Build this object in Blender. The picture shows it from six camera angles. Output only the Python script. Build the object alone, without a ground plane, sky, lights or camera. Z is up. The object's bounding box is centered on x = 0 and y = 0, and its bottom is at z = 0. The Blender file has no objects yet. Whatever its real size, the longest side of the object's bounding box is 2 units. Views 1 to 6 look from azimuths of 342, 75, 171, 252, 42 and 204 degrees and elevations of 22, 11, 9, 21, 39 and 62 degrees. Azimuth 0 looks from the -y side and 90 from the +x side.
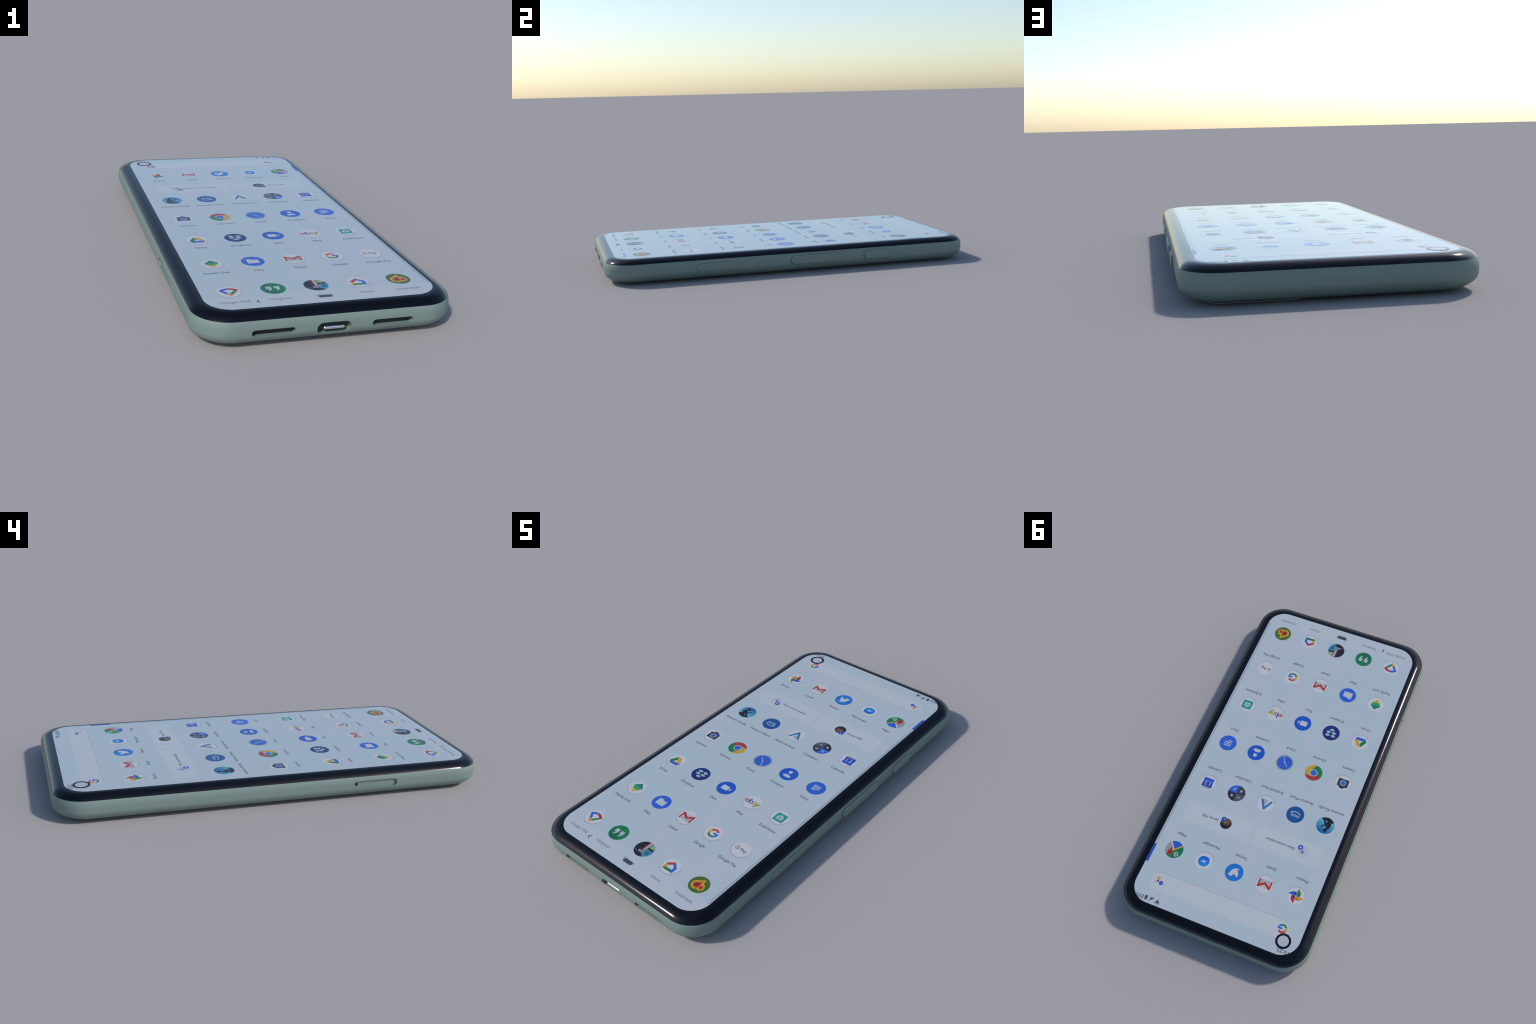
"""Smartphone lying on its back: sage green shell, black curved bezel, lit home screen."""
import bpy, bmesh, math
from mathutils import Vector
from mathutils.bvhtree import BVHTree

COL = bpy.context.scene.collection

# ----------------------------------------------------------------- dimensions
CX = -0.0040            # body centre in x (the side buttons stick out to +x)
HX, HY = 0.4920, 1.0    # half width / half length of the body at its widest
ZB = 0.0032             # underside of the shell (the rear camera plate reaches 0)
LOW_A, LOW_B = 0.087, 0.0560     # lower edge: quarter ellipse, inset x height
WALL_TOP = 0.0750
D_SEAM = 0.0062          # shell leans in this far between WALL_TOP and the seam
SEAM_Z = 0.1077         # green shell meets black bezel
SCR_HX, SCR_HY, SCR_R = 0.4333, 0.9425, 0.096
Z_SCR = 0.1307          # display surface
STEP = 0.00022          # height of one printed layer on the display
R_ICON = 0.046
COLS = [-0.3330 + 0.1636 * i for i in range(5)]
ROWS = [0.6418, 0.2390, -0.0203, -0.2810, -0.5405, -0.7998]


# ------------------------------------------------------------------ materials
def lin(c):
    c /= 255.0
    return c / 12.92 if c <= 0.04045 else ((c + 0.055) / 1.055) ** 2.4


def hexcol(h, k=1.0):
    """display colour: k is the brightness of white, saturated pixels glow a little more"""
    c = [lin(int(h[i:i + 2], 16)) for i in (0, 2, 4)]
    sat = (max(c) - min(c)) / max(max(c), 1e-4)
    k *= 1.0 + 0.24 * max(0.0, sat - 0.25) / 0.75
    return tuple(v * k for v in c) + (1.0,)


def principled(name, color, rough=0.5, metal=0.0, spec=0.5, coat=0.0):
    m = bpy.data.materials.new(name)
    m.use_nodes = True
    b = m.node_tree.nodes["Principled BSDF"]
    b.inputs["Base Color"].default_value = color
    b.inputs["Roughness"].default_value = rough
    b.inputs["Metallic"].default_value = metal
    b.inputs["Specular IOR Level"].default_value = spec
    b.inputs["Coat Weight"].default_value = coat
    return m


def speckle(m, color, amount, scale):
    """very fine grain in the base colour of a material"""
    nt = m.node_tree
    b = nt.nodes["Principled BSDF"]
    tc = nt.nodes.new("ShaderNodeTexCoord")
    nz = nt.nodes.new("ShaderNodeTexNoise")
    nz.inputs["Scale"].default_value = scale
    nz.inputs["Detail"].default_value = 3
    mix = nt.nodes.new("ShaderNodeMix")
    mix.data_type = 'RGBA'
    mix.inputs["A"].default_value = tuple(c * (1 - amount) for c in color[:3]) + (1,)
    mix.inputs["B"].default_value = tuple(c * (1 + amount) for c in color[:3]) + (1,)
    nt.links.new(tc.outputs["Object"], nz.inputs["Vector"])
    nt.links.new(nz.outputs["Fac"], mix.inputs["Factor"])
    nt.links.new(mix.outputs["Result"], b.inputs["Base Color"])


SAGE = (0.168, 0.228, 0.203, 1)
M_SHELL = principled("sage_shell", SAGE, 0.5)
speckle(M_SHELL, SAGE, 0.03, 900)
M_RECESS = principled("sage_recess", SAGE, 0.55)
M_BEZEL = principled("black_glass_edge", (0.0006, 0.0006, 0.0009, 1), 0.10, spec=0.44)
M_BEZEL.node_tree.nodes["Principled BSDF"].inputs["Specular Tint"].default_value = (0.94, 0.90, 1.0, 1.0)
M_HOLE = principled("dark_hole", (0.060, 0.085, 0.085, 1), 0.6)
M_GRILLE = principled("speaker_mesh_black", (0.010, 0.011, 0.011, 1), 0.6)
M_PORT = principled("port_floor_darkened_for_shade", (0.060, 0.084, 0.076, 1), 0.5)  # sage cut to about a third: recess shading put into the base colour
M_STEEL = principled("polished_metal", (0.80, 0.80, 0.82, 1), 0.08, metal=1.0)
M_CAMGLASS = principled("rear_camera_glass", (0.006, 0.006, 0.008, 1), 0.08)
M_RIM = principled("rear_camera_rim", (0.55, 0.58, 0.57, 1), 0.35)
M_LENS = principled("rear_lens", (0.01, 0.01, 0.02, 1), 0.05)

SCREEN_ROUGH = 0.015
DIM = 0.50             # brightness of pure white on the display
_mats = {}


def ink(h, k=DIM):
    key = (h, k)
    if key not in _mats:
        _mats[key] = principled("display_" + h, hexcol(h, k), SCREEN_ROUGH)
    return _mats[key]


def ink_gradient(name, h0, h1, y0, y1, slant=0.0):
    """colour ramp along y (plus a slant of x) of the icon's own coordinates"""
    m = principled(name, hexcol(h0, DIM), SCREEN_ROUGH)
    nt = m.node_tree
    tc = nt.nodes.new("ShaderNodeTexCoord")
    sep = nt.nodes.new("ShaderNodeSeparateXYZ")
    mul = nt.nodes.new("ShaderNodeMath")
    mul.operation = 'MULTIPLY_ADD'
    mul.inputs[1].default_value = slant
    mr = nt.nodes.new("ShaderNodeMapRange")
    mr.inputs["From Min"].default_value = y0
    mr.inputs["From Max"].default_value = y1
    mix = nt.nodes.new("ShaderNodeMix")
    mix.data_type = 'RGBA'
    mix.inputs["A"].default_value = hexcol(h0, DIM)
    mix.inputs["B"].default_value = hexcol(h1, DIM)
    L = nt.links.new
    L(tc.outputs["Object"], sep.inputs[0])
    L(sep.outputs["X"], mul.inputs[0])
    L(sep.outputs["Y"], mul.inputs[2])
    L(mul.outputs[0], mr.inputs["Value"])
    L(mr.outputs[0], mix.inputs["Factor"])
    L(mix.outputs["Result"], nt.nodes["Principled BSDF"].inputs["Base Color"])
    return m


def wallpaper():
    """pale blue wallpaper with soft marbled lavender clouds and a whiter strip at the foot"""
    m = principled("display_wallpaper", hexcol("e4f3fb", DIM), SCREEN_ROUGH)
    nt = m.node_tree
    L = nt.links.new
    tc = nt.nodes.new("ShaderNodeTexCoord")
    n1 = nt.nodes.new("ShaderNodeTexNoise")
    n1.inputs["Scale"].default_value = 3.6
    n1.inputs["Detail"].default_value = 5
    n1.inputs["Distortion"].default_value = 1.3
    ramp = nt.nodes.new("ShaderNodeValToRGB")
    e = ramp.color_ramp.elements
    e[0].position, e[0].color = 0.40, hexcol("e1f3f9", DIM)
    e[1].position, e[1].color = 0.62, hexcol("e9f1f9", DIM)
    mid = ramp.color_ramp.elements.new(0.50)
    mid.color = hexcol("e4f1f8", DIM)
    sep = nt.nodes.new("ShaderNodeSeparateXYZ")
    mr = nt.nodes.new("ShaderNodeMapRange")
    mr.inputs["From Min"].default_value = -0.843
    mr.inputs["From Max"].default_value = -0.853
    mr.inputs["To Min"].default_value = 0.0
    mr.inputs["To Max"].default_value = 0.42
    mix = nt.nodes.new("ShaderNodeMix")
    mix.data_type = 'RGBA'
    mix.inputs["B"].default_value = hexcol("f6f8fd", DIM)
    L(tc.outputs["Object"], n1.inputs["Vector"])
    L(n1.outputs["Fac"], ramp.inputs["Fac"])
    L(tc.outputs["Object"], sep.inputs[0])
    L(sep.outputs["Y"], mr.inputs["Value"])
    L(mr.outputs[0], mix.inputs["Factor"])
    L(ramp.outputs["Color"], mix.inputs["A"])
    L(mix.outputs["Result"], nt.nodes["Principled BSDF"].inputs["Base Color"])
    return m


# ------------------------------------------------------------------- objects
def link(name, mesh, parent, mats=(), loc=(0, 0, 0)):
    o = bpy.data.objects.new(name, mesh)
    for m in mats:
        mesh.materials.append(m)
    o.location = loc
    COL.objects.link(o)
    if parent is not None:
        o.parent = parent
        p = parent
        off = Vector((0, 0, 0))
        while p is not None:
            off += p.location
            p = p.parent
        o.location = Vector(loc) - off
    return o


def mesh_from(name, verts, faces, mat_index=None, smooth=True):
    me = bpy.data.meshes.new(name)
    me.from_pydata(verts, [], faces)
    me.update()
    for i, p in enumerate(me.polygons):
        p.use_smooth = smooth
        if mat_index:
            p.material_index = mat_index[i]
    return me


def rounded_rect(hx, hy, r, cx=0.0, cy=0.0, nc=20, nx=14, ny=40):
    """counter-clockwise outline, same point count whatever its size"""
    pts = []
    corners = [(hx - r, hy - r, 0), (-hx + r, hy - r, 90), (-hx + r, -hy + r, 180), (hx - r, -hy + r, 270)]
    straight = [nx, ny, nx, ny]
    for k, (x, y, a0) in enumerate(corners):
        for i in range(nc + 1):
            a = math.radians(a0 + 90.0 * i / nc)
            pts.append((cx + x + r * math.cos(a), cy + y + r * math.sin(a)))
        x2, y2, a2 = corners[(k + 1) % 4]
        pe = pts[-1]
        a = math.radians(a2)
        qs = (cx + x2 + r * math.cos(a), cy + y2 + r * math.sin(a))
        n = straight[k]
        for i in range(1, n):
            t = i / n
            pts.append((pe[0] + (qs[0] - pe[0]) * t, pe[1] + (qs[1] - pe[1]) * t))
    return pts


def loft(rings, cap_start=True, cap_end=True):
    n = len(rings[0])
    verts = [v for r in rings for v in r]
    faces = []
    for k in range(len(rings) - 1):
        a, b = k * n, (k + 1) * n
        for i in range(n):
            j = (i + 1) % n
            faces.append((a + i, a + j, b + j, b + i))
    if cap_start:
        faces.append(tuple(reversed(range(n))))
    if cap_end:
        faces.append(tuple(range((len(rings) - 1) * n, len(rings) * n)))
    return verts, faces


# ------------------------------------------------------- cross-section of body
def corner_radius(d):
    return 0.1385 - 0.72 * d


def profile():
    """(inset, height) of the shell from the underside to the seam"""
    pr = []
    for i in range(15):
        t = math.radians(90.0 * i / 14)
        pr.append((LOW_A * (1 - math.sin(t)), ZB + LOW_B * (1 - math.cos(t))))
    z0 = ZB + LOW_B
    pr.append((0.0, 0.5 * (z0 + WALL_TOP)))
    pr.append((0.0, WALL_TOP))
    for i in range(1, 11):
        u = i / 10
        pr.append((D_SEAM * u ** 2.2, WALL_TOP + (SEAM_Z - WALL_TOP) * u))
    return pr


def ring_at(d, z):
    return [(x, y, z) for x, y in rounded_rect(HX - d, HY - d, max(0.02, corner_radius(d)), CX)]


def bezel_ring(s, z):
    """s = 0 at the seam, 1 at the rim of the display"""
    m = lambda p, q: p + (q - p) * s
    return [(x, y, z) for x, y in rounded_rect(m(HX - D_SEAM, SCR_HX), m(HY - D_SEAM, SCR_HY), m(corner_radius(D_SEAM), SCR_R), CX)]


def bezel_profile():
    """circular arc that rises from the seam and ends in a narrow flat at the display"""
    rim_z, flat, w = Z_SCR - 0.0005, 0.15, 0.052
    half = math.atan2(rim_z - SEAM_Z, w * (1 - flat))
    R = (rim_z - SEAM_Z) / (1 - math.cos(2 * half))
    out = []
    for i in range(21):
        a = 2 * half * (1 - i / 20)
        out.append(((1 - flat) - R * math.sin(a) / w, rim_z - R * (1 - math.cos(a))))
    out.append((1.0, rim_z))
    return out


PR = profile()
SHELL_PR = PR

# reference surface for continuous shading of the shell around its openings
rv, rf = loft([ring_at(LOW_A + 0.02, ZB)] + [ring_at(*p) for p in PR], False, False)
ref = mesh_from("reference", rv, rf)
REF_N = [v.normal.copy() for v in ref.vertices]
REF_TRI = []
for p in ref.polygons:
    a, b, c, d = p.vertices
    REF_TRI += [(a, b, c), (a, c, d)]
REF_BVH = BVHTree.FromPolygons(rv, REF_TRI)
RVV = [Vector(v) for v in rv]


def ref_normal(co):
    loc, nrm, idx, dist = REF_BVH.find_nearest(co)
    a, b, c = REF_TRI[idx]
    A, B, C = RVV[a], RVV[b], RVV[c]
    v0, v1, v2 = B - A, C - A, loc - A
    d00, d01, d11 = v0.dot(v0), v0.dot(v1), v1.dot(v1)
    d20, d21 = v2.dot(v0), v2.dot(v1)
    den = d00 * d11 - d01 * d01
    if abs(den) < 1e-20:
        return nrm
    v = (d11 * d20 - d01 * d21) / den
    w = (d00 * d21 - d01 * d20) / den
    return (REF_N[a] * (1 - v - w) + REF_N[b] * v + REF_N[c] * w).normalized()


# --------------------------------------------------------------- thing, parts
phone = bpy.data.objects.new("smartphone", None)
phone.empty_display_size = 0.1
COL.objects.link(phone)
phone["label"] = "sage green smartphone lying face up, home screen lit with app icons"
phone["category"] = "phone"


# ---- cutters for the openings in the shell
def stadium(hl, hh, n=14):
    """outline in (u, v): half length hl along u, half height hh; round ends"""
    pts = []
    for i in range(n + 1):
        a = math.radians(-90 + 180 * i / n)
        pts.append((hl - hh + hh * math.cos(a), hh * math.sin(a)))
    for i in range(n + 1):
        a = math.radians(90 + 180 * i / n)
        pts.append((-hl + hh + hh * math.cos(a), hh * math.sin(a)))
    return pts


def prism(name, levels, frame):
    """loft of stadiums; levels = [(hl, hh, depth)], frame maps (u, v, depth) to xyz"""
    rings = [[frame(u, v, w) for u, v in stadium(hl, hh)] for hl, hh, w in levels]
    v, f = loft(rings)
    me = mesh_from(name, v, f)
    bm = bmesh.new()
    bm.from_mesh(me)
    bmesh.ops.recalc_face_normals(bm, faces=bm.faces)
    bm.to_mesh(me)
    bm.free()
    return me


def end_frame(cx, cz):        # bottom end face, outward -y
    return lambda u, v, w: (cx + u, -1.0 + w, cz + v)


def right_frame(cy, cz):      # +x side
    return lambda u, v, w: (CX + HX - w, cy + u, cz + v)


def left_frame(cy, cz):       # -x side
    return lambda u, v, w: (CX - HX + w, cy - u, cz + v)


BUTTONS = [(-0.4325, 0.1110, 0.0704, 0.0198, 0.0042),
           (0.1012, 0.1412, 0.0714, 0.0222, 0.0079),
           (0.4453, 0.0755, 0.0714, 0.0220, 0.0079)]
SLOTS = [(-0.2246, 0.0785), (0.2166, 0.0785)]
SLOT_Z, SLOT_H = 0.0617, 0.0125
PORT_X, PORT_Z = -0.0045, 0.0570
TRAY_Y, TRAY_Z, TRAY_HL, TRAY_HH, TRAY_D = -0.4305, 0.0702, 0.1095, 0.0182, 0.0085

cutters = []
for x, hl in SLOTS:
    cutters.append(prism("cut", [(hl, SLOT_H, -0.02), (hl, SLOT_H, 0.034)], end_frame(x, SLOT_Z)))
cutters.append(prism("cut", [(0.0640, 0.0230, -0.02), (0.0640, 0.0230, 0.050)], end_frame(PORT_X, PORT_Z)))
for cy, hl, cz, hh, out in BUTTONS:
    g = 0.0005 if out < 0.006 else 0.0012
    cutters.append(prism("cut", [(hl + g, hh + g, -0.02), (hl + g, hh + g, 0.004)], right_frame(cy, cz)))
cutters.append(prism("cut", [(TRAY_HL, TRAY_HH, -0.02), (TRAY_HL, TRAY_HH, 0.040)], left_frame(TRAY_Y, TRAY_Z)))

# ---- shell
rings = [ring_at(LOW_A + 0.02, ZB)] + [ring_at(*p) for p in SHELL_PR]
rings.append(ring_at(D_SEAM + 0.004, SEAM_Z - 0.001))
v, f = loft(rings)
shell_me = mesh_from("back_shell", v, f)
shell = link("back_shell", shell_me, phone, (M_SHELL, M_RECESS))
bmc = bmesh.new()
for c in cutters:
    bmc.from_mesh(c)
cut_me = bpy.data.meshes.new("cutter")
bmc.to_mesh(cut_me)
bmc.free()
cut_me.materials.append(M_SHELL)
cut_me.materials.append(M_RECESS)
for p in cut_me.polygons:
    p.material_index = 1
cut_o = bpy.data.objects.new("cutter", cut_me)
COL.objects.link(cut_o)
mod = shell.modifiers.new("openings", 'BOOLEAN')
mod.operation = 'DIFFERENCE'
mod.solver = 'EXACT'
mod.object = cut_o
bpy.context.view_layer.update()
dg = bpy.context.evaluated_depsgraph_get()
new_me = bpy.data.meshes.new_from_object(shell.evaluated_get(dg), depsgraph=dg)
shell.modifiers.clear()
shell.data = new_me
new_me.name = "back_shell"
bpy.data.objects.remove(cut_o)


def smooth_like_reference(me):
    for p in me.polygons:
        p.use_smooth = True
    around = {}
    for p in me.polygons:
        if p.material_index == 1:
            for vi in p.vertices:
                around.setdefault(vi, []).append(p.normal.copy())
    cache, out = {}, [None] * len(me.loops)
    for p in me.polygons:
        for li in p.loop_indices:
            vi = me.loops[li].vertex_index
            if p.material_index == 1:
                n = Vector((0, 0, 0))
                for q in around[vi]:
                    if q.dot(p.normal) > 0.8:
                        n += q
                out[li] = n.normalized()
            else:
                if vi not in cache:
                    cache[vi] = ref_normal(me.vertices[vi].co)
                n = cache[vi]
                out[li] = n if n.dot(p.normal) > 0.5 else p.normal.copy()
    me.normals_split_custom_set(out)


smooth_like_reference(new_me)

# ---- bezel: black glass that curves from the seam up to the display
rings = [bezel_ring(*p) for p in bezel_profile()]
rings.append([(x, y, Z_SCR - 0.004) for x, y in rounded_rect(SCR_HX - 0.004, SCR_HY - 0.004, SCR_R - 0.004, CX)])
v, f = loft(rings, False, False)
bez_me = mesh_from("bezel", v, f)
bez_me.set_sharp_from_angle(angle=math.radians(40))
bezel = link("bezel", bez_me, phone, (M_BEZEL,))

# ---- display plate
def scr_ring(inset, z):
    return [(x, y, z) for x, y in rounded_rect(SCR_HX - inset, SCR_HY - inset, SCR_R - inset, CX)]


v, f = loft([scr_ring(0.003, Z_SCR - 0.005), scr_ring(0, Z_SCR - 0.0016), scr_ring(0, Z_SCR - 0.0004),
             scr_ring(0.0004, Z_SCR)], True, True)
scr_me = mesh_from("screen", v, f, smooth=False)
screen = link("screen", scr_me, phone, (wallpaper(),))

# ---- side buttons
for cy, hl, cz, hh, out in BUTTONS:
    fr = right_frame(cy, cz)
    fil = 0.0050
    lv = [(hl, hh, 0.012)]
    for i in range(7):
        a = math.radians(90 * i / 6)
        lv.append((hl - fil * (1 - math.cos(a)), hh - fil * (1 - math.cos(a)), -(out - fil) - fil * math.sin(a)))
    ins = 0.009
    lv.append((hl - fil - ins, hh - fil - ins, -out - 0.0002))
    me = prism("side_button", lv, fr)
    me.set_sharp_from_angle(angle=math.radians(50))
    link("side_button", me, phone, (M_SHELL,))

# ---- sim tray set back in its slot, with the eject hole
tray_me = prism("sim_tray", [(TRAY_HL - 0.0004, TRAY_HH - 0.0004, TRAY_D), (TRAY_HL - 0.0004, TRAY_HH - 0.0004, 0.038)],
                left_frame(TRAY_Y, TRAY_Z))
tray_me.set_sharp_from_angle(angle=math.radians(40))
tray = link("sim_tray", tray_me, phone, (M_SHELL, M_HOLE))
hole_me = prism("cut", [(0.0080, 0.0079, -0.01), (0.0080, 0.0079, 0.016)], left_frame(-0.3400, 0.0715))
hole_me.materials.append(M_SHELL)
hole_me.materials.append(M_HOLE)
for p in hole_me.polygons:
    p.material_index = 1
ho = bpy.data.objects.new("cutter", hole_me)
COL.objects.link(ho)
mod = tray.modifiers.new("hole", 'BOOLEAN')
mod.operation, mod.solver, mod.object = 'DIFFERENCE', 'EXACT', ho
bpy.context.view_layer.update()
dg = bpy.context.evaluated_depsgraph_get()
tm = bpy.data.meshes.new_from_object(tray.evaluated_get(dg), depsgraph=dg)
tray.modifiers.clear()
tray.data = tm
tm.name = "sim_tray"
tm.set_sharp_from_angle(angle=math.radians(40))
bpy.data.objects.remove(ho)

# ---- speaker meshes and charging port
for x, hl in SLOTS:
    me = prism("speaker_grille", [(hl - 0.0005, SLOT_H - 0.0005, 0.020), (hl - 0.0005, SLOT_H - 0.0005, 0.033)], end_frame(x, SLOT_Z))
    me.set_sharp_from_angle(angle=math.radians(40))
    link("speaker_grille", me, phone, (M_GRILLE,))
port_me = prism("charging_port", [(0.0636, 0.0226, 0.042), (0.0636, 0.0226, 0.049)], end_frame(PORT_X, PORT_Z))
port_me.set_sharp_from_angle(angle=math.radians(40))
port = link("charging_port", port_me, phone, (M_PORT,))
lv = [(0.0405, 0.0070, 0.046)]
for i in range(9):
    a = math.radians(90 * i / 8)
    k = 0.0062 * (1 - math.cos(a))
    lv.append((0.0405 - k, 0.0070 - k, 0.0115 - 0.0062 * math.sin(a)))
me = prism("connector_tongue", lv, end_frame(PORT_X + 0.0012, 0.0556))
link("connector_tongue", me, port, (M_STEEL,))

# ---- rear: camera plate (the lowest point), lenses, flash, fingerprint sensor
BX, BY, BH = 0.2430, 0.7660, 0.1620


def plate(inset, z, cx=BX, cy=BY, h=BH, r=0.06):
    return [(x, y, z) for x, y in rounded_rect(h - inset, h - inset, r - inset, cx, cy, 12, 3, 3)]


v, f = loft([plate(0.0, ZB + 0.006), plate(0.0, 0.0016), plate(0.0002, 0.0004), plate(0.0012, 0.0)])
me = mesh_from("rear_camera", v, f, smooth=False)
bm = bmesh.new(); bm.from_mesh(me); bmesh.ops.recalc_face_normals(bm, faces=bm.faces); bm.to_mesh(me); bm.free()
for p in me.polygons:
    p.material_index = 1 if len(p.vertices) == 4 and p.center.z < 0.00155 else 0
rear = link("rear_camera", me, phone, (M_CAMGLASS, M_RIM))


def disc_prism(name, cx, cy, r, z0, z1, n=36):
    ring = lambda z, s=1.0: [(cx + r * s * math.cos(2 * math.pi * k / n), cy + r * s * math.sin(2 * math.pi * k / n), z) for k in range(n)]
    v, f = loft([ring(z1), ring(z0)])
    me = mesh_from(name, v, f, smooth=False)
    bm = bmesh.new(); bm.from_mesh(me); bmesh.ops.recalc_face_normals(bm, faces=bm.faces); bm.to_mesh(me); bm.free()
    return me


for lx, ly, lr, nm, mt in ((0.310, 0.830, 0.046, "rear_lens", M_LENS), (0.310, 0.700, 0.046, "rear_lens", M_LENS),
                           (0.180, 0.765, 0.024, "flash_lamp", M_RIM)):
    link(nm, disc_prism(nm, lx, ly, lr, 0.00002, 0.003), rear, (mt,))
link("fingerprint_sensor", disc_prism("fingerprint_sensor", CX, 0.40, 0.085, ZB - 0.0006, ZB + 0.002), phone, (M_RECESS,))


# ================================================================ the display
class Print:
    """flat coloured shapes stacked on the display, gathered into one named part"""

    def __init__(self, name, cx=0.0, cy=0.0, s=1.0, layer=0):
        self.name, self.cx, self.cy, self.s, self.layer = name, cx, cy, s, layer
        self.verts, self.faces, self.idx, self.mats = [], [], [], []

    def mat(self, m):
        if isinstance(m, str):
            m = ink(m)
        if m not in self.mats:
            self.mats.append(m)
        return self.mats.index(m)

    def poly(self, pts, m, layer=1):
        """filled outline, given in units of s around the centre"""
        area = sum(a[0] * b[1] - b[0] * a[1] for a, b in zip(pts, pts[1:] + pts[:1]))
        if area < 0:
            pts = pts[::-1]
        k = self.mat(m)
        z1 = (self.layer + layer) * STEP
        z0 = -0.0004
        n, b = len(pts), len(self.verts)
        self.verts += [(x * self.s, y * self.s, z1) for x, y in pts]
        self.verts += [(x * self.s, y * self.s, z0) for x, y in pts]
        self.faces.append(tuple(range(b, b + n)))
        self.idx.append(k)
        for i in range(n):
            j = (i + 1) % n
            self.faces.append((b + i, b + n + i, b + n + j, b + j))
            self.idx.append(k)
        return self

    def disc(self, m, r=1.0, x=0.0, y=0.0, layer=1, n=56):
        return self.poly([(x + r * math.cos(2 * math.pi * i / n), y + r * math.sin(2 * math.pi * i / n)) for i in range(n)], m, layer)

    def arc(self, m, r0, r1, a0, a1, x=0.0, y=0.0, layer=1, n=None):
        """ring sector from angle a0 to a1 (degrees)"""
        n = n or max(4, int(abs(a1 - a0) / 6))
        A = [math.radians(a0 + (a1 - a0) * i / n) for i in range(n + 1)]
        for p, q in zip(A[:-1], A[1:]):
            self.poly([(x + r0 * math.cos(p), y + r0 * math.sin(p)), (x + r1 * math.cos(p), y + r1 * math.sin(p)),
                       (x + r1 * math.cos(q), y + r1 * math.sin(q)), (x + r0 * math.cos(q), y + r0 * math.sin(q))], m, layer)
        return self

    def sector(self, m, a0, a1, r=1.0, layer=1, apex=(0, 0)):
        n = max(4, int(abs(a1 - a0) / 5))
        A = [math.radians(a0 + (a1 - a0) * i / n) for i in range(n + 1)]
        return self.poly([apex] + [(r * math.cos(a), r * math.sin(a)) for a in A], m, layer)

    def stroke(self, m, pts, w, layer=1, cap=True):
        for i, (p, q) in enumerate(zip(pts[:-1], pts[1:])):
            dx, dy = q[0] - p[0], q[1] - p[1]
            l = math.hypot(dx, dy)
            nx, ny = -dy / l * w / 2, dx / l * w / 2
            self.poly([(p[0] + nx, p[1] + ny), (p[0] - nx, p[1] - ny), (q[0] - nx, q[1] - ny), (q[0] + nx, q[1] + ny)], m, layer + 0.02 * i)
        if cap:
            for i, p in enumerate(pts):
                self.disc(m, w / 2, p[0], p[1], layer + 0.011 + 0.02 * i, 12)
        return self

    def rrect(self, m, hx, hy, r, x=0.0, y=0.0, layer=1):
        return self.poly(rounded_rect(hx, hy, r, x, y, 8, 1, 1), m, layer)

    def text(self, body, m, height, width=None, x=0.0, y=0.0, layer=1, align='CENTER', shear=0.0):
        """lettering: height = cap height, y = middle of the capitals (units of s)"""
        k = self.mat(m)
        cu = bpy.data.curves.new("text", 'FONT')
        cu.body = body
        cu.size = 1.0
        cu.resolution_u = 3
        cu.shear = shear
        to = bpy.data.objects.new("text", cu)
        COL.objects.link(to)
        bpy.context.view_layer.update()
        d = bpy.context.evaluated_depsgraph_get()
        me = bpy.data.meshes.new_from_object(to.evaluated_get(d), depsgraph=d)
        bpy.data.objects.remove(to)
        xs = [q.co.x for q in me.vertices]
        x0, x1 = min(xs), max(xs)
        sy = height / 0.682
        sx = (width / (x1 - x0)) if width else sy * 0.96
        ox = {'CENTER': -(x0 + x1) / 2, 'LEFT': -x0, 'RIGHT': -x1}[align]
        z1 = (self.layer + layer) * STEP
        for n, shift in enumerate((-0.012, 0.012)):      # two strikes make the strokes heavier
            b = len(self.verts)
            self.verts += [((x + (q.co.x + ox + shift) * sx) * self.s, (y + (q.co.y - 0.341) * sy) * self.s, z1 + n * 0.04 * STEP)
                           for q in me.vertices]
            for p in me.polygons:
                self.faces.append(tuple(b + i for i in p.vertices))
                self.idx.append(k)
        bpy.data.meshes.remove(me)
        return self

    def done(self, parent=None, clip=False):
        me = mesh_from(self.name, self.verts, self.faces, self.idx, smooth=False)
        bm = bmesh.new()
        bm.from_mesh(me)
        for fc in bm.faces:      # lettering faces must look up
            if fc.normal.z < -0.5:
                fc.normal_flip()
        if clip:                 # keep inside the rounded outline of the display
            out = rounded_rect(SCR_HX - 0.0008, SCR_HY - 0.0008, SCR_R - 0.0008, CX, 0, 16, 1, 1)
            for (ax, ay), (bx, by) in zip(out, out[1:] + out[:1]):
                nrm = Vector((by - ay, -(bx - ax), 0))
                if nrm.length < 1e-7:
                    continue
                bmesh.ops.bisect_plane(bm, geom=bm.verts[:] + bm.edges[:] + bm.faces[:], dist=1e-7,
                                       plane_co=(ax - self.cx, ay - self.cy, 0), plane_no=nrm, clear_outer=True)
        bm.to_mesh(me)
        bm.free()
        o = link(self.name, me, parent or screen, (), (self.cx, self.cy, Z_SCR))
        for m in self.mats:
            me.materials.append(m)
        return o


WHITE, RED, BLUE, GREEN, YELLOW = "fdfcfd", "d9362b", "3f78ea", "1f8f4c", "f2b624"
PAINTED_DROP_SHADOW = "b9c3cf"


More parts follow.
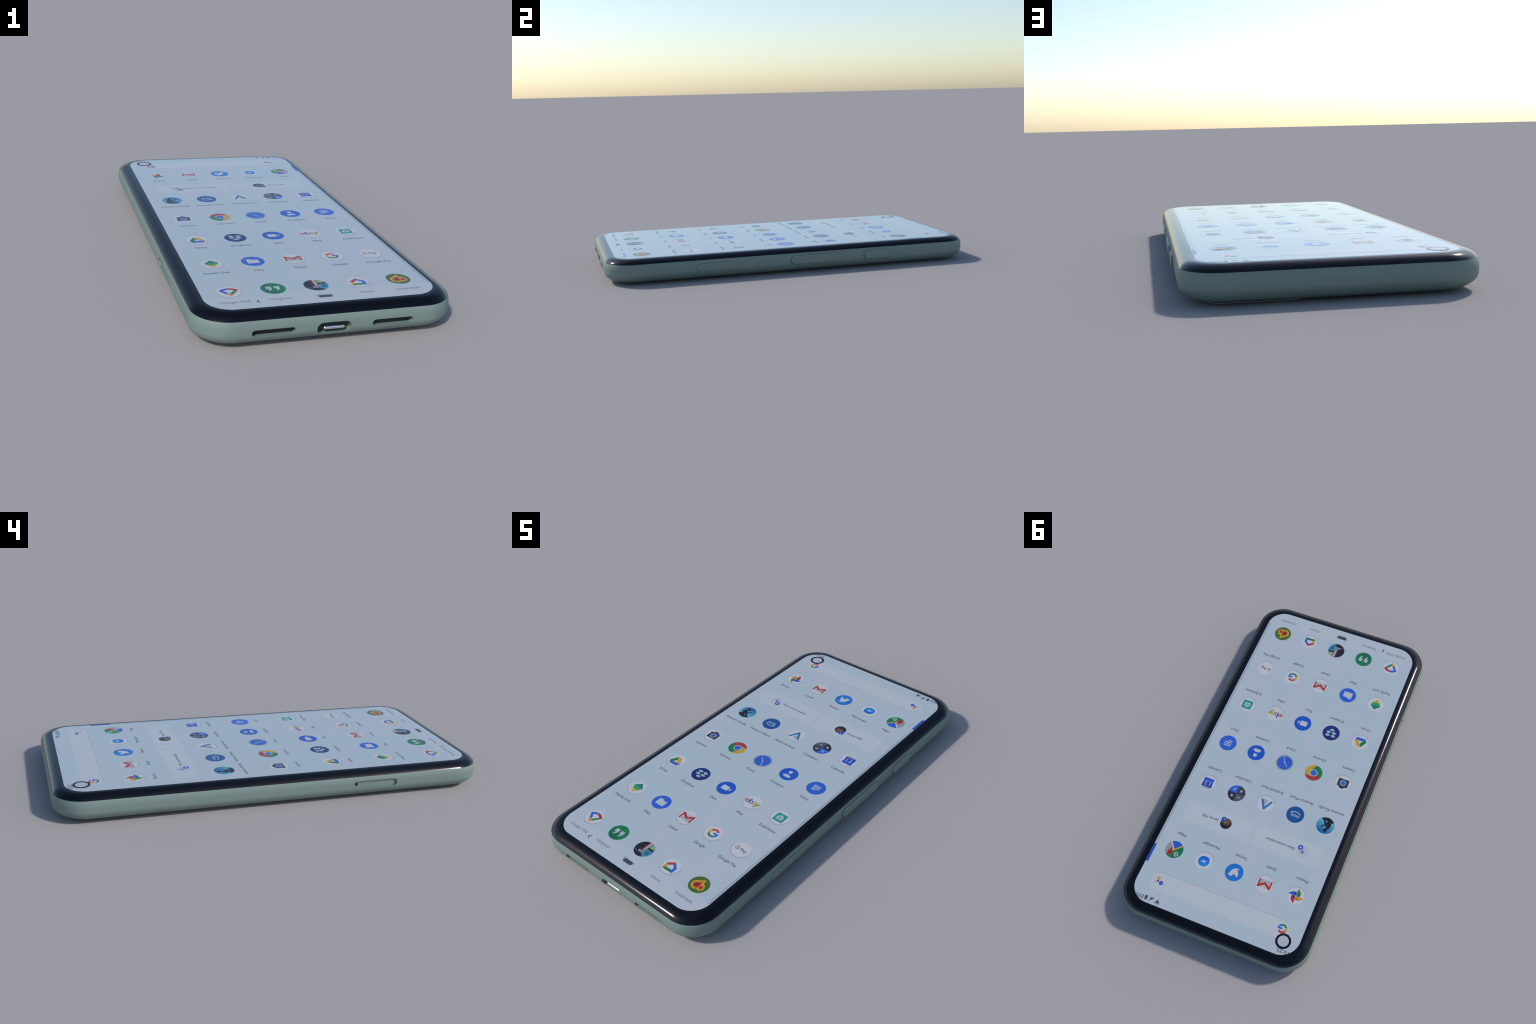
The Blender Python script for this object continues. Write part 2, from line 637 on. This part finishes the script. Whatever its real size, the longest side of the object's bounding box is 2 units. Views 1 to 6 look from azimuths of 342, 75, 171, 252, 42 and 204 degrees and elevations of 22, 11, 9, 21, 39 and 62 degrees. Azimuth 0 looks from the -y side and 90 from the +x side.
def icon(c, r, white=True, base=None):
    p = Print("app_icon", COLS[c], ROWS[r], R_ICON)
    if white:
        p.disc(PAINTED_DROP_SHADOW, 1.02, 0, -0.035, 0.4)
        p.disc(WHITE, 0.985, 0, 0, 1)
    elif base is not None:
        p.disc(base, 1.0, 0, 0, 1)
    return p


def rot(pts, deg):
    c, s = math.cos(math.radians(deg)), math.sin(math.radians(deg))
    return [(x * c - y * s, x * s + y * c) for x, y in pts]


def g_letter(p, r, x=0.0, y=0.0, layer=2, mono=None, w=0.36):
    """four-colour ring letter with a crossbar"""
    r0 = r * (1 - w)
    cols = (mono,) * 4 if mono else ("e0392d", "f2b01e", "219a4b", "3f78ea")
    p.arc(cols[0], r0, r, 42, 148, x, y, layer)
    p.arc(cols[1], r0, r, 148, 208, x, y, layer)
    p.arc(cols[2], r0, r, 208, 312, x, y, layer)
    p.arc(cols[3], r0, r, 312, 360, x, y, layer)
    h = r * w * 0.5
    p.poly([(x, y + h), (x + r * 0.985, y + h), (x + r * 0.985, y - h * 0.9), (x, y - h * 0.9)], cols[3], layer + 0.3)


def envelope(c, r):
    p = icon(c, r)
    p.poly([(-0.62, -0.46), (0.62, -0.46), (0.62, 0.40), (-0.62, 0.40)], "eceaec", 2)
    p.poly([(-0.50, -0.46), (0.62, -0.46), (0.62, 0.34), (0, -0.10), (-0.50, 0.30)], "d8d9dd", 2.3)
    p.poly([(0, -0.10), (0.62, 0.34), (0.62, -0.46), (0.34, -0.46)], "cfd1d6", 2.6)
    p.poly([(-0.74, -0.46), (-0.57, -0.46), (-0.57, 0.17), (0, -0.24), (0.57, 0.17), (0.57, -0.46), (0.74, -0.46),
            (0.74, 0.44), (0.60, 0.50), (0, 0.06), (-0.60, 0.50), (-0.74, 0.44)], "cf3a36", 3)
    p.done()


# -- row 1
p = icon(0, 0)      # pinwheel
for k, (a, b) in enumerate((("4f9b35", "1d8850"), ("3a68e0", "2a4fae"), ("cf3440", "86204f"), ("eda922", "e0802a"))):
    p.poly(rot([(-0.02, -0.90), (-0.43, -0.43), (-0.05, -0.08), (0.0, -0.44)], 90 * k), a, 2)
    p.poly(rot([(-0.43, -0.43), (-0.41, -0.0), (-0.05, -0.0), (-0.04, -0.10)], 90 * k), b, 2)
p.done()
envelope(1, 0)
p = icon(2, 0, False, "1f85e0")   # bird
p.poly([(-0.53, -0.47), (-0.26, -0.53), (0.07, -0.48), (0.31, -0.25), (0.42, 0.0), (0.47, 0.2), (0.60, 0.36), (0.49, 0.36), (0.57, 0.46),
        (0.42, 0.43), (0.31, 0.5), (0.16, 0.5), (0.06, 0.4), (0.03, 0.21), (-0.13, 0.23), (-0.32, 0.32), (-0.51, 0.47), (-0.52, 0.34),
        (-0.49, 0.22), (-0.53, 0.14), (-0.48, 0.03), (-0.48, -0.03), (-0.38, -0.15), (-0.36, -0.22), (-0.23, -0.32), (-0.35, -0.42)], "f4f5f8", 2)
p.done()
p = icon(3, 0)      # speech bubble with a bolt
mg = ink_gradient("display_bubble", "1c5ce8", "1aa6ee", -0.030, 0.032, -0.15)
p.poly([(0.63 * math.cos(math.radians(a)), 0.05 + 0.60 * math.sin(math.radians(a))) for a in range(-125, 216, 10)] + [(-0.46, -0.42), (-0.44, -0.69)], mg, 2)
p.poly([(0.36, 0.25), (0.07, 0.10), (-0.07, 0.26), (-0.38, -0.13), (-0.10, 0.03), (0.06, -0.14)], "f4f6fb", 3)
p.done()
p = icon(4, 0, False, "1f8a50")   # map
bl = [(math.cos(math.radians(a)) * 1.0, math.sin(math.radians(a)) * 1.0) for a in range(-137, -53, 4)]
p.poly([(0.02, -0.09)] + bl, "3568e0", 2)
gr = [(math.cos(math.radians(a)), math.sin(math.radians(a))) for a in range(-48, 44, 4)]
p.poly([(0.14, 0.06)] + gr, "b9bec8", 2)
p.poly([(0.02, -0.09), (0.60, -0.80), (0.69, -0.72), (0.17, 0.08)], "f4f5f8", 2.6)
p.poly([(-0.76, -0.65), (-0.66, -0.75), (0.15, 0.08), (0.72, 0.66), (0.65, 0.76), (0.05, 0.20)], "e6c02e", 3)
p.poly([(0.35, -0.36), (0.20, 0.02), (0.07, 0.30), (0.06, 0.48), (0.14, 0.64), (0.27, 0.73), (0.42, 0.72), (0.56, 0.62), (0.62, 0.46), (0.58, 0.28), (0.44, 0.02)], "d03a33", 4)
p.disc("6a1f26", 0.115, 0.34, 0.44, 5, 20)
p.arc("eef2f2", 0.16, 0.26, 40, 360, -0.40, 0.45, 3)
p.poly([(-0.40, 0.50), (-0.14, 0.50), (-0.14, 0.40), (-0.40, 0.40)], "eef2f2", 3.3)
p.done()

# -- row 2
p = icon(0, 1, False, ink_gradient("display_twilight", "6ec8dc", "1f6bb0", -0.020, 0.040, 0.15))   # reader under a tree
p.poly([(0.70, -0.72), (0.52, -0.62), (0.35, -0.50), (0.24, -0.31), (0.13, -0.11), (0.29, 0.05), (0.47, 0.32), (0.38, 0.36), (0.18, 0.10),
        (0.01, -0.02), (-0.2, 0.27), (-0.34, 0.40), (-0.54, 0.20), (-0.60, -0.11), (-0.53, -0.46), (-0.82, -0.54), (-0.60, -0.80), (-0.34, -0.94),
        (0.0, -1.0), (0.34, -0.94), (0.58, -0.81)], "23242c", 2)
p.disc("23242c", 0.195, -0.16, 0.54, 2.4, 24)
p.poly([(-0.36, 0.38), (-0.12, 0.28), (-0.02, 0.42), (-0.30, 0.55)], "23242c", 2.2)
p.poly([(0.21, -0.58), (-0.15, -0.51), (0.02, -0.36)], "74c4cf", 3)
p.disc("8a8f9a", 0.035, -0.19, -0.10, 3, 10)
p.done()
p = icon(1, 1, False, "205fa8")
p.text("music", "e9eff6", 0.40, 0.98, 0.0, 0.20, 2)
p.arc("d6e4f0", 0.68, 0.79, 222, 312, 0.0, 0.40, 2)
p.poly([(0.30, -0.08), (0.58, -0.06), (0.55, -0.34), (0.45, -0.14)], "d6e4f0", 2.4)
p.done()
p = icon(2, 1)      # chevron
p.poly([(0.42, -0.62), (0.03, -0.44), (0.02, 0.14), (0.34, -0.20)], "c9cedb", 2)
p.poly([(0.03, -0.44), (-0.20, -0.52), (0.02, 0.14)], "dadde4", 2)
p.stroke("2e86c8", [(0.54, -0.41), (-0.01, 0.60), (-0.55, -0.41)], 0.235, 3)
p.poly([(-0.13, 0.62), (-0.01, 0.78), (0.11, 0.62), (0.0, 0.4)], "2e86c8", 3.1)
p.done()
p = icon(3, 1, False)  # calculator quarters
p.sector("6b6f7a", 90, 180, layer=1)
p.sector("363a44", 0, 90, layer=1)
p.sector("4c505b", 180, 270, layer=1)
p.sector("3a6fe4", 270, 360, layer=1)
Q = 0.41
p.stroke("e9ebf0", [(-Q - 0.16, Q), (-Q + 0.16, Q)], 0.09, 2, False)
p.stroke("e9ebf0", [(Q - 0.13, Q - 0.13), (Q + 0.13, Q + 0.13)], 0.09, 2, False).stroke("e9ebf0", [(Q - 0.13, Q + 0.13), (Q + 0.13, Q - 0.13)], 0.09, 2.2, False)
p.stroke("e9ebf0", [(-Q - 0.17, -Q), (-Q + 0.17, -Q)], 0.09, 2, False).stroke("e9ebf0", [(-Q, -Q - 0.17), (-Q, -Q + 0.17)], 0.09, 2.2, False)
p.stroke("e9ebf0", [(Q - 0.16, -Q + 0.08), (Q + 0.16, -Q + 0.08)], 0.08, 2, False).stroke("e9ebf0", [(Q - 0.16, -Q - 0.10), (Q + 0.16, -Q - 0.10)], 0.08, 2, False)
p.done()
p = icon(4, 1)      # calendar leaf
p.poly([(-0.52, 0.55), (0.52, 0.55), (0.48, 0.70), (-0.48, 0.70)], "b4b8be", 2)
p.poly([(-0.64, 0.50), (0.62, 0.50), (0.55, -0.06), (-0.55, -0.06)], "2f52bd", 2)
p.poly([(-0.55, -0.06), (0.55, -0.06), (0.61, -0.62), (-0.59, -0.62)], "3766dc", 2)
p.text("13", "c3d6f6", 0.56, 0.62, 0.0, 0.02, 3)
p.done()

# -- row 3
p = icon(0, 2)      # camera
p.poly([(-0.62, -0.44), (-0.56, -0.51), (0.56, -0.51), (0.62, -0.44), (0.62, 0.43), (0.57, 0.49), (0.34, 0.51), (0.17, 0.71), (-0.17, 0.71),
        (-0.33, 0.50), (-0.56, 0.49), (-0.62, 0.43)], "41464f", 2)
p.disc("cfdcf0", 0.36, 0, 0, 3, 32)
p.disc("4272dd", 0.27, 0, 0, 4, 32)
p.disc("b9c0c8", 0.06, 0.49, 0.36, 3, 12)
p.done()
p = icon(1, 2, False)  # three-colour wheel
def wheel(a0, a1, m):
    # outer sector whose straight sides touch the hub
    q = [(0.46 * math.cos(math.radians(a)), 0.46 * math.sin(math.radians(a))) for a in (a1 - 60, a1 - 90)]
    A = [math.radians(a0 + (a1 - a0) * i / 24) for i in range(25)]
    p.poly([(math.cos(a), math.sin(a)) for a in A] + [(0.46 * math.cos(math.radians(a0 + 60 + (a1 - a0) * (1 - i / 12))), 0.46 * math.sin(math.radians(a0 + 60 + (a1 - a0) * (1 - i / 12)))) for i in range(13)], m, 1)
wheel(28, 148, "c8403a")
wheel(148, 268, "1f8f4c")
wheel(-92, 28, "e9b73a")
p.disc("e8ecf4", 0.46, 0, 0, 2, 40)
p.disc("3f73e0", 0.365, 0, 0, 3, 40)
p.done()
p = icon(2, 2, False)  # clock
p.disc("aab8c0", 1.0, 0, 0, 1)
p.disc("b4cbe6", 0.90, 0, 0, 1.6)
p.disc("3a6ce0", 0.86, 0, 0, 2)
p.stroke("b9d4ea", [(0.0, 0.0), (0.46, -0.90)], 0.10, 3)
p.stroke("a9c6ea", [(0.0, 0.0), (-0.42, 0.43)], 0.10, 3.3)
p.disc("c6dcea", 0.105, 0, 0, 4, 16)
p.done()
p = icon(3, 2, False, "2563d8")   # person
p.disc("f2f4f9", 0.225, 0.0, 0.34, 2, 28)
p.poly([(-0.44, -0.38)] + [(0.44 * math.cos(math.radians(a)), -0.34 + 0.24 * math.sin(math.radians(a))) for a in range(0, 181, 12)][::-1] + [(0.44, -0.38), (0.36, -0.50), (0.0, -0.53), (-0.36, -0.50)], "f2f4f9", 2)
p.done()
p = icon(4, 2, False, "3a6ee4")   # document lines
for yy, x1 in ((0.33, 0.42), (0.11, 0.42), (-0.11, 0.42), (-0.33, 0.10)):
    p.stroke("eef2fa", [(-0.42, yy), (x1, yy)], 0.11, 2, False)
p.done()

# -- row 4
p = icon(0, 3)      # triangle of three bars
p.poly([(-0.24, 0.56), (0.22, 0.56), (0.72, -0.26), (0.26, -0.26)], "e9b63a", 2)
p.poly([(-0.24, 0.56), (0.0, 0.16), (-0.47, -0.62), (-0.70, -0.24)], "1f8f4c", 2)
p.poly([(0.72, -0.26), (0.48, -0.64), (-0.47, -0.64), (-0.24, -0.26)], "3a6ee0", 2)
p.poly([(-0.24, 0.56), (0.0, 0.56), (0.10, 0.36), (0.0, 0.16)], "e9b63a", 2.4)
p.done()
p = icon(1, 3, False, "26307f")   # five tiles
for cx, cy in ((-0.33, 0.37), (0.33, 0.37), (-0.33, -0.04), (0.33, -0.04), (0.0, -0.40)):
    p.poly([(cx - 0.32, cy), (cx, cy + 0.20), (cx + 0.32, cy), (cx, cy - 0.20)], "c3e6ec", 2)
p.done()
p = icon(2, 3, False, "2361d6")   # video camera
p.rrect("f2f4f9", 0.42, 0.33, 0.09, -0.10, 0.0, 2)
p.poly([(0.36, 0.0), (0.60, 0.26), (0.60, -0.26)], "e3e9f6", 2)
p.done()
p = icon(3, 3)      # colourful lettering
p.text("e", "d8363a", 0.70, 0.50, -0.63, 0.08, 2)
p.text("b", "2a62c8", 0.70, 0.45, -0.19, 0.08, 2.3)
p.text("a", "eab42c", 0.70, 0.44, 0.20, 0.08, 2.6)
p.text("y", "86a82c", 0.70, 0.50, 0.60, 0.08, 2.9)
p.done()
p = icon(4, 3)      # little house on a tile
p.rrect("27aa9d", 0.58, 0.58, 0.12, 0, 0.0, 2)
p.poly([(-0.34, -0.28), (0.34, -0.28), (0.34, 0.14), (0.0, 0.40), (-0.34, 0.14)], "e8f1f2", 3)
p.text("e", "27aa9d", 0.42, 0.30, 0.0, 0.06, 4)
p.done()

# -- row 5
p = icon(0, 4)      # folded kite
p.poly([(0.0, 0.76), (0.62, 0.18), (0.0, 0.10), (-0.60, 0.16)], "248a78", 2)
p.poly([(-0.60, 0.16), (-0.30, 0.10), (0.0, 0.08), (0.30, 0.10), (0.62, 0.18), (0.40, -0.20), (0.0, -0.26), (-0.37, -0.22)], "25b866", 2.5)
p.poly([(-0.37, -0.22), (0.0, -0.26), (0.40, -0.20), (0.03, -0.70), (-0.09, -0.70)], "e6bb34", 3)
p.disc("c9ccd2", 0.045, -0.60, -0.38, 2, 12)
p.done()
p = icon(1, 4, False, "3a6ee4")   # folder
p.poly([(-0.52, -0.36), (-0.46, -0.42), (0.46, -0.42), (0.52, -0.36), (0.52, 0.26), (0.47, 0.31), (0.02, 0.31), (-0.10, 0.45), (-0.46, 0.45), (-0.52, 0.39)], "eef1f8", 2)
p.done()
envelope(2, 4)
p = icon(3, 4)
g_letter(p, 0.57, 0, 0, 2, w=0.38)
p.done()
p = icon(4, 4)
g_letter(p, 0.22, -0.50, 0.04, 2, w=0.36)
p.text("Pay", "60646c", 0.36, 0.70, 0.27, 0.02, 2)
p.done()

# -- row 6
p = icon(0, 5)      # fan of coloured bars
p.poly([(-0.77, 0.27), (-0.56, 0.46), (-0.32, 0.58), (-0.02, 0.64), (0.0, 0.38), (-0.24, 0.32), (-0.40, 0.22), (-0.12, -0.20), (-0.31, -0.42)], "3f73e0", 2)
p.poly([(-0.02, 0.64), (0.30, 0.60), (0.58, 0.47), (0.82, 0.25), (0.64, 0.02), (0.46, 0.18), (0.24, 0.33), (0.0, 0.38)], "cf3d3c", 2)
p.poly([(0.64, 0.02), (0.18, -0.58), (0.02, -0.34), (0.46, 0.18)], "1f8f4c", 2)
p.poly([(0.18, -0.58), (0.02, -0.79), (-0.31, -0.42), (-0.12, -0.20)], "e6ae2c", 2)
p.done()
p = icon(1, 5, False, "238a58")   # double quote
p.sector("1f7c4e", 200, 300, 1.0, 1.4, apex=(0.30, 0.10))
for dx in (-0.33, 0.33):
    p.poly([(dx - 0.22, 0.36), (dx + 0.22, 0.36), (dx + 0.22, -0.10), (dx + 0.0, -0.42), (dx - 0.14, -0.42), (dx + 0.0, -0.06), (dx - 0.22, -0.06)], "e6eaec", 2)
p.done()
p = icon(2, 5, False, "262b36")   # abstract game picture: dark half, red and white blade, teal and lime patches
p.sector("3c9cc8", -62, 30, 1.0, 1.5, apex=(0.05, -0.10))
p.sector("8fb3a0", 30, 84, 1.0, 1.5, apex=(0.05, -0.10))
p.poly([(0.42, 0.86), (0.66, 0.72), (0.80, 0.54), (0.56, 0.34), (0.30, 0.42)], "b9c98c", 2)
p.poly([(0.22, 0.40), (0.86, 0.40), (0.94, 0.22), (0.60, 0.12), (0.24, 0.12)], "2b3a3e", 2.2)
p.poly([(0.30, 0.14), (0.58, 0.20), (0.64, 0.02), (0.40, -0.08)], "6fa070", 2.6)
p.poly([(0.40, -0.10), (0.82, -0.02), (0.70, -0.48), (0.36, -0.40)], "3d6f92", 2.6)
p.poly([(0.46, -0.08), (0.70, -0.04), (0.60, -0.28), (0.44, -0.26)], "7b7480", 3)
p.poly([(-0.06, 0.985), (0.16, 0.97), (0.06, -0.16), (-0.10, -0.16)], "d9e2ea", 3)
p.poly([(-0.16, 0.97), (-0.04, 0.985), (-0.06, -0.18), (-0.17, -0.18)], "c8323a", 3.4)
for k in range(4):
    p.poly([(-0.36 + 0.17 * k, -0.24), (-0.23 + 0.17 * k, -0.24), (-0.23 + 0.17 * k, -0.52), (-0.36 + 0.17 * k, -0.50)], "c3c7ce", 4)
p.stroke("a85a62", [(-0.42, 0.42), (-0.18, 0.34)], 0.06, 3.8, False)
p.stroke("b9838a", [(-0.78, -0.42), (-0.44, -0.56)], 0.06, 3.8, False)
p.stroke("9fb6c0", [(0.16, -0.62), (0.48, -0.70)], 0.05, 3.8, False)
p.done()
p = icon(3, 5)      # house outline of coloured bars
p.poly([(0.0, 0.62), (0.06, 0.34), (-0.34, 0.00), (-0.62, 0.06), (-0.62, 0.16)], "cf3d3c", 2)
p.poly([(-0.62, 0.10), (-0.34, 0.02), (-0.34, -0.30), (-0.62, -0.56)], "e6ae2c", 2.3)
p.poly([(-0.62, -0.58), (0.36, -0.58), (0.36, -0.30), (-0.34, -0.30)], "1f8f4c", 2)
p.poly([(0.0, 0.62), (0.0, 0.62), (0.62, 0.10), (0.62, -0.58), (0.34, -0.58), (0.34, 0.0), (0.0, 0.30)][1:], "3f73e0", 2.6)
p.poly([(-0.02, 0.62), (0.02, 0.30), (-0.40, -0.02), (-0.62, 0.10)], "cf3d3c", 3)
p.done()
p = icon(4, 5, False, "5b7a2c")   # flame map
p.poly([(0.5, -0.56), (0.34, -0.58), (0.17, -0.51), (-0.05, -0.65), (-0.22, -0.67), (-0.39, -0.62), (-0.54, -0.54), (-0.65, -0.40), (-0.72, -0.20), (-0.72, -0.01),
        (-0.64, 0.16), (-0.52, 0.29), (-0.25, 0.43), (0.08, 0.73), (0.18, 0.74), (0.24, 0.65), (0.22, 0.45), (0.28, 0.30), (0.43, 0.29), (0.56, 0.18), (0.66, -0.01), (0.72, -0.20), (0.67, -0.40)], "e3bc30", 2)
p.poly([(0.46, -0.44), (0.30, -0.40), (0.18, -0.32), (0.02, -0.46), (-0.13, -0.52), (-0.40, -0.44), (-0.53, -0.24), (-0.53, 0.0), (-0.42, 0.14), (-0.2, 0.24), (0.08, 0.50), (0.12, 0.24), (0.14, 0.04), (0.22, -0.02),
        (0.39, 0.10), (0.52, 0.02), (0.58, -0.13), (0.56, -0.32)], "dd6a30", 3)
p.poly([(-0.14, -0.39), (-0.28, -0.36), (-0.39, -0.27), (-0.43, -0.14), (-0.40, -0.01), (-0.28, 0.08), (-0.12, 0.13), (0.04, 0.24), (0.05, 0.06), (0.04, -0.16), (-0.03, -0.32)], "a8262e", 4)
p.disc("a8262e", 0.115, 0.39, -0.19, 4, 20)
p.done()

# -- captions under the icons
NAMES = [["Photos", "Gmail", "Twitter", "Messenger", "Maps"],
         ["Amazon Kindle", "Amazon Music", "Android Auto", "Calculator", "Calendar"],
         ["Camera", "Chrome", "Clock", "Contacts", "Docs"],
         ["Drive", "Dropbox", "Duo", "eBay", "EufyHome"],
         ["Family Link", "Files", "Gmail", "Google", "Google Pay"],
         ["Google Wifi", "Hangouts", "Heroes", "Home", "hotukdeals"]]
CAP = 0.0157
for r, row in enumerate(NAMES):
    for c, body in enumerate(row):
        q = Print("icon_caption", COLS[c], ROWS[r] - 0.0872)
        q.text(body, "a0a7af" if r == 5 else "6a7078", CAP, None, 0, 0, 0.6)
        q.done()

# -- search bar
q = Print("search_bar", -0.0050, 0.8215)
q.rrect("b4bec9", 0.3685, 0.0468, 0.0466, 0, -0.0012, 0.3)  # lower grey pill, shifted down: the bar's shadow line drawn as a shape
q.rrect("f1f7fa", 0.3685, 0.0465, 0.0464, 0, 0, 0.8)
q.done()
q = Print("search_letter", -0.3335, 0.8165, 0.046)
g_letter(q, 0.50, 0, 0, 1.6, w=0.40)
q.done()
q = Print("assistant_dots", 0.3051, 0.8268)
q.disc("3f73e0", 0.0112, 0, 0, 1.6, 28)
q.disc("cf3b33", 0.0064, 0.0192, -0.0062, 1.6, 20)
q.disc("e6b02c", 0.0078, 0.0195, -0.0215, 1.6, 22)
q.disc("2f9a50", 0.0030, 0.0280, 0.0020, 1.6, 14)
q.done()

# -- conversation cards
for cx in (-0.1965, 0.1848):
    q = Print("conversation_card", cx, 0.4170)
    q.rrect("eff7fb", 0.1785, 0.0590, 0.012, 0, 0, 0.3)
    q.done()
q = Print("new_conversation", -0.2790, 0.4165, 0.046)
q.disc("c3cbd6", 0.635, 0, -0.03, 0.7, 40)  # soft shadow under the plus circle, drawn as an offset grey disc
q.disc("e9ebf3", 0.62, 0, 0, 1.0, 40)
q.stroke("2c58b0", [(-0.24, 0.02), (0.26, 0.02)], 0.085, 1.8, False).stroke("2c58b0", [(0.01, -0.23), (0.01, 0.27)], 0.085, 2.0, False)
q.disc("f0f2f8", 0.34, 0.38, -0.42, 1.6, 30)
q.disc("2757c4", 0.29, 0.38, -0.42, 2.4, 30)
q.rrect("c6d2ee", 0.14, 0.12, 0.03, 0.38, -0.42, 3)
q.done()
q = Print("card_caption", -0.1570, 0.4150)
q.text("New conversation", "6c7279", 0.0148, 0.1537, 0, 0, 1)
q.done()
q = Print("contact_picture", 0.1390, 0.4165, 0.0295)
q.disc("2a2c34", 1.0, 0, 0, 1.0, 40)
q.poly([(-0.86, 0.30), (-0.55, 0.12), (-0.30, 0.30), (-0.05, 0.05), (0.22, 0.42), (0.42, 0.02), (0.66, 0.10), (0.92, -0.10), (0.86, -0.46), (0.50, -0.82), (0.05, -0.96), (-0.45, -0.86), (-0.82, -0.50)][::1], "7d5a3e", 1.8)
q.poly([(-0.70, 0.08), (-0.30, 0.10), (-0.20, -0.30), (-0.62, -0.40)], "8d6a50", 2.2)
q.poly([(0.10, 0.05), (0.46, -0.10), (0.36, -0.52), (-0.02, -0.36)], "9c7a5c", 2.2)
q.poly([(-0.92, 0.30), (-0.55, 0.10), (-0.48, -0.20), (-0.80, -0.50), (-0.97, -0.18)], "4a3430", 2.5)
q.disc("2557c8", 0.44, 0.62, -0.68, 3, 30)
q.arc("cfe0f4", 0.20, 0.31, 190, 300, 0.68, -0.56, 4)
q.done()
q = Print("card_caption", 0.2250, 0.4155)
q.text("Jenny Hill", "6c7279", 0.0148, 0.086, 0, 0, 1)
q.done()

# -- scroll bar at the right edge
q = Print("scroll_track")
q.poly([(0.4175, -0.852), (0.4255, -0.852), (0.4255, 0.648), (0.4175, 0.648)], "c8d3d9", 0.4)
q.done(clip=True)
q = Print("scroll_thumb", 0.4270, 0.6960)
q.rrect("2659cc", 0.0105, 0.0500, 0.005, 0, 0, 0.9)
q.done(clip=True)

# -- status line
q = Print("status_clock", -0.3775, 0.9195)
q.text("10:25", "70767e", 0.0200, 0.0580, 0, 0, 0.8)
q.done(clip=True)
q = Print("status_text", 0.3700, 0.9205)
q.text("83%", "70767e", 0.0180, 0.0400, 0.0045, 0, 0.8)
q.done(clip=True)
q = Print("status_symbol", 0.2785, 0.9205)      # wireless fan
q.poly([(0, -0.011)] + [(0.0205 * math.cos(math.radians(a)), -0.011 + 0.0230 * math.sin(math.radians(a))) for a in range(45, 136, 9)], "a3acb5", 0.7)
q.poly([(0, -0.011)] + [(0.0140 * math.cos(math.radians(a)), -0.011 + 0.0155 * math.sin(math.radians(a))) for a in range(45, 136, 9)], "5b6068", 1.2)
q.done(clip=True)
q = Print("status_symbol", 0.3105, 0.9195)      # signal triangle
q.poly([(-0.0115, -0.0105), (0.0115, -0.0105), (0.0115, 0.0120)], "a9b1ba", 0.7)
q.poly([(-0.0115, -0.0105), (0.0055, -0.0105), (0.0055, 0.0062)], "5b6068", 1.2)
q.done(clip=True)
q = Print("status_symbol", 0.3405, 0.9190)      # battery
q.poly([(-0.0066, -0.0115), (0.0066, -0.0115), (0.0066, 0.0085), (-0.0066, 0.0085)], "565b63", 1.2)
q.poly([(-0.0030, 0.0080), (0.0030, 0.0080), (0.0030, 0.0118), (-0.0030, 0.0118)], "8e969f", 0.7)
q.done(clip=True)

# -- navigation buttons
q = Print("home_button", -0.0052, -0.8955)
q.rrect("5a5f68", 0.0265, 0.0100, 0.0096, 0, 0, 1.4)
q.done()
q = Print("back_button", -0.2525, -0.8960)
q.stroke("5a5f68", [(0.0046, 0.0108), (-0.0052, 0.0), (0.0046, -0.0108)], 0.0042, 1.2, False)
q.done()

# -- front camera: black twelve-sided ring round a pale lens
q = Print("front_camera", -0.3605, 0.8713)
NR = 12
for k in range(NR):
    a, b = math.radians(360 * k / NR + 8), math.radians(360 * (k + 1) / NR + 8)
    ro, ri = 0.0386, 0.0278
    q.poly([(ri * math.cos(a), ri * math.sin(a)), (ro * math.cos(a), ro * math.sin(a)), (ro * math.cos(b), ro * math.sin(b)), (ri * math.cos(b), ri * math.sin(b))], M_BEZEL, 3.2)
q.disc("e6e6f0", 0.0285, 0, 0, 2.8, NR * 2)
q.done(phone)

for m in (ref,):
    bpy.data.meshes.remove(m)
for c in cutters:
    bpy.data.meshes.remove(c)
